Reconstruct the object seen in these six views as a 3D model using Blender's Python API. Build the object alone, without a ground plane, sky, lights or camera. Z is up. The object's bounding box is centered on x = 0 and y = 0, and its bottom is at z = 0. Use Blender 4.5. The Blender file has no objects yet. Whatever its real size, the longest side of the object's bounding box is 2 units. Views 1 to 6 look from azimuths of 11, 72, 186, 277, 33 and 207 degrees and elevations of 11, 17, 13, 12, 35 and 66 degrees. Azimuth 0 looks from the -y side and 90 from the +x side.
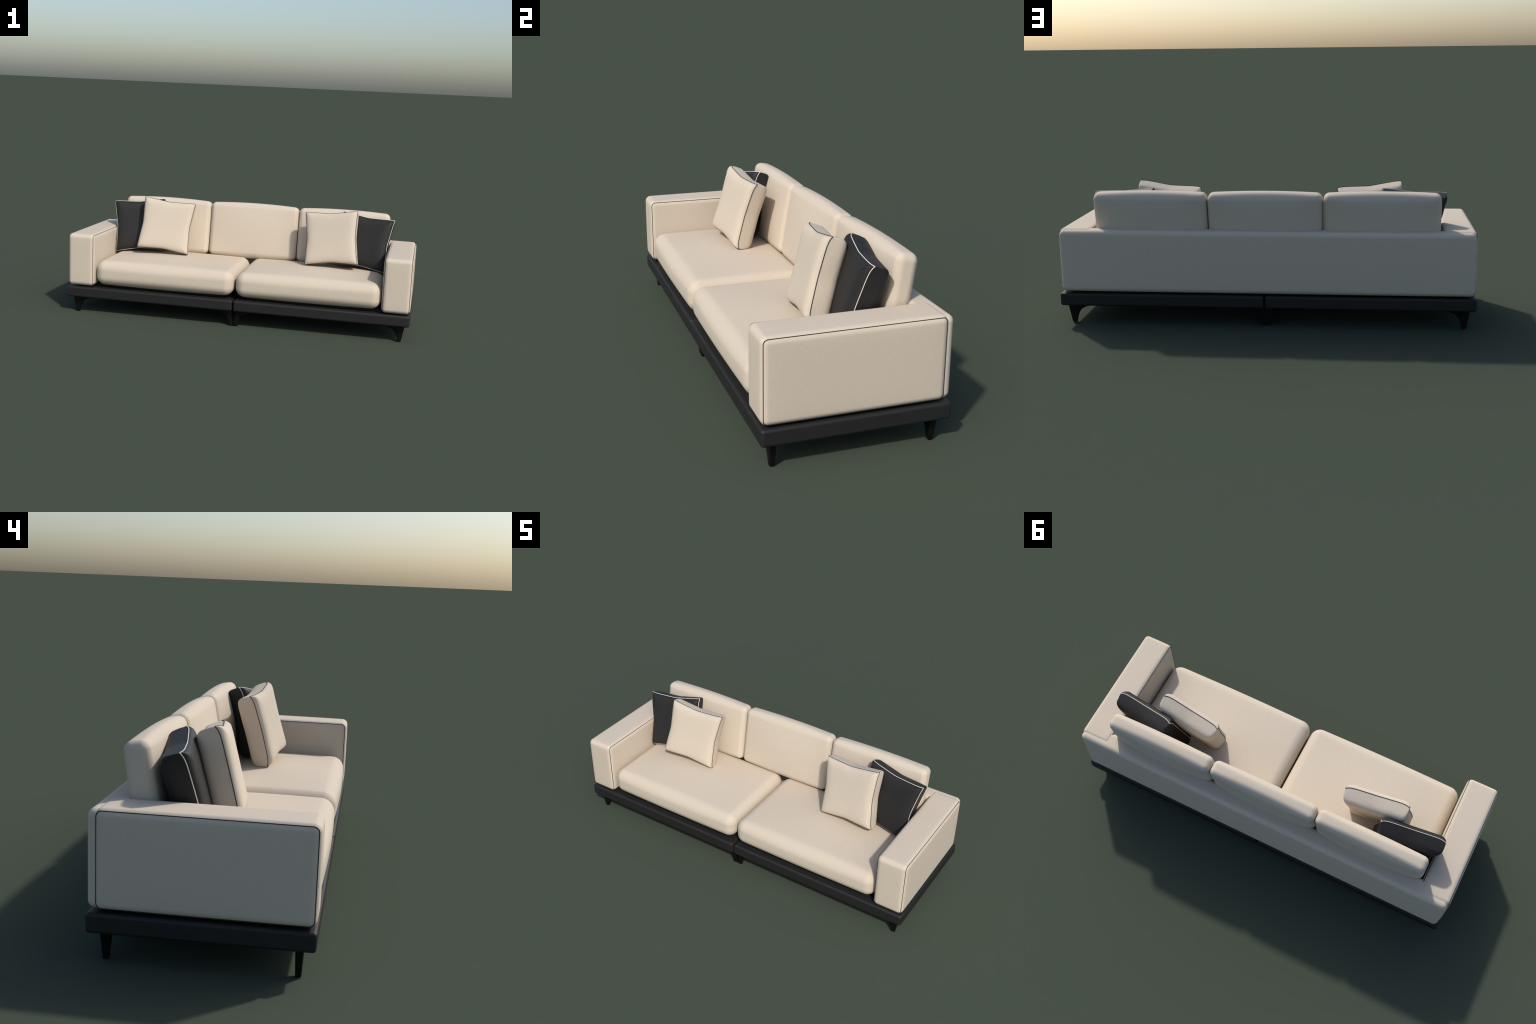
"""Low modern two-seat sofa: two dark upholstered plinths on curved legs, two box
armrests with dark piping, a low back frame, two seat cushions, three reclined
back cushions and four loose throw pillows."""
import math
import bpy
from mathutils import Matrix, Vector, noise


# ------------------------------------------------------------------ materials
def fabric(name, colour, rough, grain, sheen, bump, spec=0.3):
    m = bpy.data.materials.new(name)
    m.use_nodes = True
    nt = m.node_tree
    nt.nodes.clear()
    out = nt.nodes.new("ShaderNodeOutputMaterial")
    bs = nt.nodes.new("ShaderNodeBsdfPrincipled")
    co = nt.nodes.new("ShaderNodeTexCoord")
    fine = nt.nodes.new("ShaderNodeTexNoise")          # thread-level grain
    fine.inputs["Scale"].default_value = 330.0
    fine.inputs["Detail"].default_value = 3.0
    broad = nt.nodes.new("ShaderNodeTexNoise")         # slubs in the yarn
    broad.inputs["Scale"].default_value = 90.0
    broad.inputs["Detail"].default_value = 4.0
    mix = nt.nodes.new("ShaderNodeMath")
    mix.operation = "MULTIPLY_ADD"
    mix.inputs[1].default_value = 0.75
    half = nt.nodes.new("ShaderNodeMath")
    half.operation = "MULTIPLY"
    half.inputs[1].default_value = 0.25
    ramp = nt.nodes.new("ShaderNodeValToRGB")
    ramp.color_ramp.elements[0].position = 0.3
    ramp.color_ramp.elements[1].position = 0.7
    ramp.color_ramp.elements[0].color = [c * (1 - grain) for c in colour] + [1]
    ramp.color_ramp.elements[1].color = [min(1, c * (1 + grain)) for c in colour] + [1]
    bmp = nt.nodes.new("ShaderNodeBump")
    bmp.inputs["Strength"].default_value = bump
    bmp.inputs["Distance"].default_value = 0.001
    L = nt.links.new
    L(co.outputs["Object"], fine.inputs["Vector"])
    L(co.outputs["Object"], broad.inputs["Vector"])
    L(broad.outputs["Fac"], half.inputs[0])
    L(fine.outputs["Fac"], mix.inputs[0])
    L(half.outputs[0], mix.inputs[2])
    L(mix.outputs[0], ramp.inputs["Fac"])
    L(mix.outputs[0], bmp.inputs["Height"])
    L(ramp.outputs["Color"], bs.inputs["Base Color"])
    L(bmp.outputs["Normal"], bs.inputs["Normal"])
    L(bs.outputs[0], out.inputs["Surface"])
    bs.inputs["Roughness"].default_value = rough
    bs.inputs["Specular IOR Level"].default_value = spec
    bs.inputs["Sheen Weight"].default_value = sheen
    bs.inputs["Sheen Roughness"].default_value = 0.5
    return m


CREAM = fabric("cream_linen", (0.611, 0.525, 0.418), 0.95, 0.06, 0.0, 0.15, 0.2)
CHARCOAL = fabric("charcoal_leather", (0.0155, 0.0152, 0.0150), 0.55, 0.06, 0.0, 0.05, 0.35)
PILLOW_DARK = fabric("charcoal_cotton", (0.0165, 0.0161, 0.0158), 0.6, 0.06, 0.0, 0.06, 0.35)
CORD_DARK = fabric("dark_piping_cord", (0.025, 0.026, 0.028), 0.7, 0.05, 0.0, 0.1)
CORD_PALE = fabric("pale_piping_cord", (0.70, 0.62, 0.52), 0.8, 0.04, 0.0, 0.1)
LEG_BLACK = fabric("black_stained_wood", (0.0045, 0.0044, 0.0040), 0.45, 0.10, 0.0, 0.05, 0.22)


# ------------------------------------------------------------------ mesh helpers
def new_object(name, verts, faces, mat, parent=None, matrix=None, smooth=True):
    me = bpy.data.meshes.new(name)
    me.from_pydata(verts, [], faces)
    me.materials.append(mat)
    me.validate()
    if smooth:
        me.polygons.foreach_set("use_smooth", [True] * len(me.polygons))
    me.update()
    ob = bpy.data.objects.new(name, me)
    bpy.context.scene.collection.objects.link(ob)
    if parent is not None:
        ob.parent = parent
    if matrix is not None:
        ob.matrix_local = matrix
    return ob


def stations(half, r, arc=7, flat=14):
    """Coordinates along one edge: a quarter circle at either end, even between."""
    inner = half - r
    left = [-inner - r * math.tan(math.pi / 4 * (1 - i / arc)) for i in range(arc)]
    mid = [-inner + 2 * inner * i / flat for i in range(flat + 1)]
    return left + mid + [-v for v in reversed(left)]


def rounded_box(size, r, puff=(0, 0, 0), ease=2.0):
    """Box with every edge rounded to radius r; each face swells by `puff`."""
    h = [s / 2 for s in size]
    st = [stations(h[a], r) for a in range(3)]
    n = [len(s) for s in st]
    index, verts, faces = {}, [], []

    def vid(i, j, k):
        key = (i, j, k)
        if key not in index:
            p = Vector((st[0][i], st[1][j], st[2][k]))
            q = Vector([max(-(h[a] - r), min(h[a] - r, p[a])) for a in range(3)])
            d = p - q
            p = q + d.normalized() * r
            u = [min(1.0, abs(p[a]) / h[a]) for a in range(3)]
            g = [(1 - u[a] ** ease) for a in range(3)]
            for a in range(3):
                b, c = (a + 1) % 3, (a + 2) % 3
                amount = puff[a]
                if isinstance(amount, tuple):
                    amount = amount[p[a] > 0]
                p[a] += amount * (p[a] / h[a]) * g[b] * g[c]
            index[key] = len(verts)
            verts.append(p)
        return index[key]

    for a in range(3):
        b, c = (a + 1) % 3, (a + 2) % 3
        for end in (0, n[a] - 1):
            for j in range(n[b] - 1):
                for k in range(n[c] - 1):
                    quad = []
                    for dj, dk in ((0, 0), (1, 0), (1, 1), (0, 1)):
                        key = [0, 0, 0]
                        key[a], key[b], key[c] = end, j + dj, k + dk
                        quad.append(vid(*key))
                    faces.append(quad if end else quad[::-1])
    return verts, faces


def closed_tube(path, radius, sides=8):
    """Cord swept round a closed path."""
    n = len(path)
    verts, faces = [], []
    for i, p in enumerate(path):
        t = (path[(i + 1) % n] - path[i - 1]).normalized()
        c = (p - CENTRE_OF(path)).normalized()
        side = t.cross(c).normalized()
        up = side.cross(t).normalized()
        for k in range(sides):
            a = 2 * math.pi * k / sides
            verts.append(p + radius * (math.cos(a) * side + math.sin(a) * up))
    for i in range(n):
        for k in range(sides):
            a, b = i * sides + k, i * sides + (k + 1) % sides
            c, d = ((i + 1) % n) * sides + (k + 1) % sides, ((i + 1) % n) * sides + k
            faces.append((a, b, c, d))
    return verts, faces


def CENTRE_OF(path):
    s = Vector((0, 0, 0))
    for p in path:
        s += p
    return s / len(path)


def at(x, y, z):
    return Matrix.Translation((x, y, z))


# ------------------------------------------------------------------ sofa
sofa = bpy.data.objects.new("sofa", None)
bpy.context.scene.collection.objects.link(sofa)
sofa["label"] = "long low cream sofa on dark plinths with dark piped armrests"
sofa["category"] = "sofa"

# two plinths (front/back faces at y = +-0.335)
BASE_Z0, BASE_Z1 = 0.0925, 0.1560
plinths = []
pv, pf = rounded_box((0.9965, 0.676, BASE_Z1 - BASE_Z0), 0.0115)
for sx in (-1, 1):
    ob = new_object("plinth", pv, pf, CHARCOAL, sofa, at(sx * 0.50175, 0, (BASE_Z0 + BASE_Z1) / 2))
    plinths.append(ob)


# recessed black block in the gap between the plinths and the upholstery
rv, rf = rounded_box((0.88, 0.575, 0.028), 0.004)
for sx in (-1, 1):
    new_object("recessed_black_block", rv, rf, LEG_BLACK, sofa, at(sx * 0.505, 0.010, 0.1610))


# legs: straight outer edge, inner edge sweeping out into the plinth
def leg_mesh(profile, y_foot, y_top, r=0.0035):
    verts, faces, ring = [], [], 0
    top = profile[-1][0]
    for z, xi, xo in profile:
        t = z / 0.085
        y0 = y_foot[0] + (y_top[0] - y_foot[0]) * t
        y1 = y_foot[1] + (y_top[1] - y_foot[1]) * t
        pts = []
        for cx, cy, a0 in ((xo - r, y1 - r, 0), (xi + r, y1 - r, 90), (xi + r, y0 + r, 180), (xo - r, y0 + r, 270)):
            for s in range(5):
                a = math.radians(a0 + 90 * s / 4)
                pts.append((cx + r * math.cos(a), cy + r * math.sin(a), z))
        ring = len(pts)
        verts += pts
    for i in range(len(profile) - 1):
        for k in range(ring):
            a, b = i * ring + k, i * ring + (k + 1) % ring
            faces.append((a, b, b + ring, a + ring))
    faces.append(tuple(range(ring))[::-1])
    faces.append(tuple(range((len(profile) - 1) * ring, len(profile) * ring)))
    return verts, faces


def sweep(points, outer, steps=4):
    """Catmull-Rom through (z, inner x); outer edge is a straight line in z."""
    out = []
    n = len(points)
    for i in range(n - 1):
        p = [points[max(0, i - 1)], points[i], points[i + 1], points[min(n - 1, i + 2)]]
        for s in range(steps):
            t = s / steps
            v = []
            for a in range(2):
                v.append(0.5 * (2 * p[1][a] + (p[2][a] - p[0][a]) * t
                                + (2 * p[0][a] - 5 * p[1][a] + 4 * p[2][a] - p[3][a]) * t * t
                                + (3 * p[1][a] - p[0][a] - 3 * p[2][a] + p[3][a]) * t ** 3))
            out.append((v[0], v[1], outer(v[0])))
    z, x = points[-1]
    out.append((z, x, outer(z)))
    return out


CORNER = sweep([(0, 0.9370), (0.02, 0.9325), (0.04, 0.9265), (0.056, 0.9175), (0.067, 0.9065),
                (0.075, 0.893), (0.082, 0.873), (0.0945, 0.835)], lambda z: 0.958 + 0.178 * z)
MIDDLE = sweep([(0, 0.0262), (0.02, 0.0290), (0.035, 0.0330), (0.052, 0.0410), (0.063, 0.0495),
                (0.072, 0.064), (0.080, 0.083), (0.0945, 0.120)], lambda z: 0.0022 + 0.105 * z)
cv, cf = leg_mesh(CORNER, (0.2785, 0.2965), (0.2765, 0.3005))
mv, mf = leg_mesh([(z, o, i) for z, i, o in MIDDLE], (0.2785, 0.2965), (0.2765, 0.3005))
for pl, sx in zip(plinths, (-1, 1)):
    for sy in (-1, 1):
        for vs, fs in ((cv, cf), (mv, mf)):
            vv = [(sx * (x - 0.50175), sy * y, z - (BASE_Z0 + BASE_Z1) / 2) for x, y, z in vs]
            ff = fs if sx * sy > 0 else [tuple(reversed(f)) for f in fs]
            leg = new_object("leg", vv, ff, LEG_BLACK, pl)
            leg.data.set_sharp_from_angle(angle=math.radians(50))

# armrests with a cord round the outline of both side faces
ARM_R, ARM_Z0, ARM_Z1 = 0.024, 0.1635, 0.4685
ARM_X0, ARM_X1, ARM_Y0, ARM_Y1 = 0.8385, 0.9970, -0.3350, 0.3130
asz = (ARM_X1 - ARM_X0, ARM_Y1 - ARM_Y0, ARM_Z1 - ARM_Z0)
av, af = rounded_box(asz, ARM_R, (0.0025, 0.0025, 0.0015), 4.0)


def cord_loop(sx, inset, r, hy, hz, hx, per=10):
    pts = []
    for cy, cz, a0 in ((1, 1, 0), (-1, 1, 90), (-1, -1, 180), (1, -1, 270)):
        for s in range(per + 1):
            a = math.radians(a0 + 90 * s / per)
            pts.append(Vector((sx * (hx - inset), cy * (hy - inset - r) + r * math.cos(a),
                               cz * (hz - inset - r) + r * math.sin(a))))
    return pts


inset = ARM_R * (1 - math.sqrt(0.5)) - 0.0008
for sx in (-1, 1):
    arm = new_object("armrest", av, af, CREAM, sofa,
                     at(sx * (ARM_X0 + ARM_X1) / 2, (ARM_Y0 + ARM_Y1) / 2, (ARM_Z0 + ARM_Z1) / 2))
    for side in (-1, 1):
        loop = cord_loop(side, inset, ARM_R * math.sqrt(0.5), asz[1] / 2, asz[2] / 2, asz[0] / 2)
        v, f = closed_tube(loop, 0.0014)
        new_object("armrest_piping", v, f, CORD_DARK, arm)

# back frame closing the rear over the full width
fv, ff = rounded_box((1.979, 0.0945, 0.3008), 0.024, (0.001, 0.0015, 0.001), 6.0)
new_object("back_frame", fv, ff, CREAM, sofa, at(0, 0.28975, 0.1640 + 0.3008 / 2))

# seat cushions
sv, sf = rounded_box((0.8260, 0.530, 0.1430), 0.053, (0.001, 0.007, 0.0165), 1.8)
for sx in (-1, 1):
    new_object("seat_cushion", sv, sf, CREAM, sofa, at(sx * 0.4195, -0.0675, 0.1725 + 0.0715))

# reclined back cushions
TILT = math.radians(-9.5)
for x0, x1 in ((-0.8300, -0.2795), (-0.2740, 0.2740), (0.2795, 0.8300)):
    bv, bf = rounded_box((x1 - x0, 0.083, 0.325), 0.028, (0.0015, (0.017, 0.023), 0.010), 2.0)
    new_object("back_cushion", bv, bf, CREAM, sofa,
               at((x0 + x1) / 2, 0.2155, 0.4750) @ Matrix.Rotation(TILT, 4, "X"))


# ------------------------------------------------------------------ throw pillows
def soft_tent(t):
    """1 at the middle of a side, 0 at its ends, with a blunt ridge at the middle."""
    e = 0.07
    top = math.sqrt(1 + e * e) - e
    return 1 - (math.sqrt(t * t + e * e) - e) / top


class Pillow:
    H = 0.1555          # half side at the seam corners
    SAG = 0.0125        # how far the middle of each side is drawn in
    FRONT = [(0.0, 0.0000), (0.0008, 0.0025), (0.0028, 0.0063), (0.0065, 0.0105), (0.0115, 0.0139), (0.018, 0.0166),
             (0.026, 0.0186), (0.036, 0.0202), (0.050, 0.0212), (0.068, 0.0217), (0.088, 0.0218), (0.108, 0.0218),
             (0.126, 0.0218), (0.142, 0.0218)]
    BACK = [(0.0, -0.0052), (0.0, -0.0138), (0.0, -0.0242), (0.0003, -0.0363), (0.0008, -0.0484), (0.002, -0.0571),
            (0.0046, -0.0644), (0.009, -0.0709), (0.015, -0.0759), (0.023, -0.0794), (0.034, -0.0817), (0.050, -0.0830),
            (0.068, -0.0835), (0.088, -0.0839), (0.108, -0.0839), (0.126, -0.0839), (0.142, -0.0839)]

    def __init__(self, seed):
        self.seed = seed
        k = 26
        side = [math.sin(math.pi / 2 * (2 * i / k - 1)) for i in range(k)]
        self.param = ([(1, t) for t in side] + [(-t, 1) for t in side]
                      + [(-1, -t) for t in side] + [(t, -1) for t in side])

    def point(self, a, b, inset, depth):
        H = self.H
        h = H - inset
        x, y = a * h, b * h
        if depth > 0:
            rho = min(0.45 * h, 0.30 * inset + 0.10 * depth)
        else:
            rho = min(0.45 * h, 0.30 * inset + 0.016 * min(1, (-depth / 0.075) ** 1.5))
        if rho > 1e-6:
            ix, iy = max(-(h - rho), min(h - rho, x)), max(-(h - rho), min(h - rho, y))
            d = Vector((x - ix, y - iy))
            if d.length > 1e-9:
                d = d.normalized() * rho
            x, y = ix + d.x, iy + d.y
        u, v = x / H, y / H
        sag = self.SAG / H
        x2 = x * (1 - sag * soft_tent(max(-1, min(1, y / h))))
        y2 = y * (1 - sag * soft_tent(max(-1, min(1, x / h))))
        z = depth
        body = (1 - u * u) * (1 - v * v)
        z += (0.0005 if depth > 0 else -0.006) * body * min(1, abs(depth) / 0.03)
        ear = (abs(u) * abs(v)) ** 9                      # seam corners bend backwards
        z -= 0.011 * ear * (1 - min(1, abs(depth) / 0.045))
        if depth > 0.004:                                 # little gathers beside the corners
            dx, dy = H - abs(x), H - abs(y)
            along, across = (dx + dy) * 0.7071, (dx - dy) * 0.7071
            k = noise.noise(Vector((self.seed * 3.1 + (x > 0) * 1.7, (y > 0) * 2.3, 0.5)))
            z += (0.0016 + 0.0034 * k) * math.exp(-((along - 0.030) / 0.012) ** 2) * math.cos(across * 380 + k * 2) \
                * math.exp(-(across / 0.010) ** 2) * -1
        wr = noise.noise(Vector((x2 * 14 + self.seed * 7, y2 * 14, depth * 60)))
        w2 = noise.noise(Vector((x2 * 45 + depth * 160, y2 * 45 - depth * 160, self.seed * 5)))
        edge = min(1, abs(depth) / 0.02)
        z += 0.0009 * wr * edge
        grow = 1 + (0.0012 * w2 / H) * edge * (1 if depth < 0 else 0)
        return Vector((x2 * grow, y2 * grow, z))

    def build(self):
        rings = list(reversed(self.FRONT)) + self.BACK
        n = len(self.param)
        verts = []
        for inset, depth in rings:
            verts += [self.point(a, b, inset, depth) for a, b in self.param]
        faces = []
        for i in range(len(rings) - 1):
            for k in range(n):
                a, b = i * n + k, i * n + (k + 1) % n
                faces.append((a, a + n, b + n, b))
        for start, sign in ((0, 1), ((len(rings) - 1) * n, -1)):
            c = Vector((0, 0, 0))
            for k in range(n):
                c += verts[start + k]
            verts.append(c / n)
            m = len(verts) - 1
            for k in range(n):
                tri = (m, start + k, start + (k + 1) % n)
                faces.append(tri if sign > 0 else tri[::-1])
        return verts, faces

    def seam(self):
        return [self.point(a, b, -0.0006, 0.0) for a, b in self.param]


def place(top_a, top_b, bottom_a):
    """Frame of a pillow from three seam corners: +Z faces forward."""
    u = (top_b - top_a).normalized()
    v = (top_a - bottom_a)
    v = (v - u * v.dot(u)).normalized()
    n = u.cross(v)
    c = (top_b + bottom_a) / 2 + n * 0.009
    m = Matrix((u, v, n)).transposed().to_4x4()
    m.translation = c
    return m


# seam corners of the two right-hand pillows; the left pair mirrors them in x
PALE = [(0.340, 0.062, 0.638), (0.647, 0.031, 0.668), (0.362, -0.023, 0.337)]
DARK = [(0.559, 0.142, 0.648), (0.864, 0.0945, 0.620), (0.5165, 0.062, 0.347)]
seed = 1
for corners, mat, cord, cr, label in (
        (PALE, CREAM, CORD_DARK, 0.0015, "square cream throw pillow with thin dark piping"),
        (DARK, PILLOW_DARK, CORD_PALE, 0.0017, "square charcoal throw pillow with pale piping")):
    for sx in (1, -1):
        c = [Vector((sx * x, y, z)) for x, y, z in corners]
        if sx < 0:      # corners swap hands when mirrored
            tl, tr = c[1], c[0]
            m = place(tl, tr, c[2] + (tl - tr))
        else:
            m = place(*c)
        p = Pillow(seed)
        seed += 1
        v, f = p.build()
        ob = new_object("throw_pillow", v, f, mat, None, m)
        ob["label"] = label
        ob["category"] = "throw pillow"
        v, f = closed_tube(p.seam(), cr)
        new_object("pillow_piping", v, f, cord, ob)

bpy.context.view_layer.update()
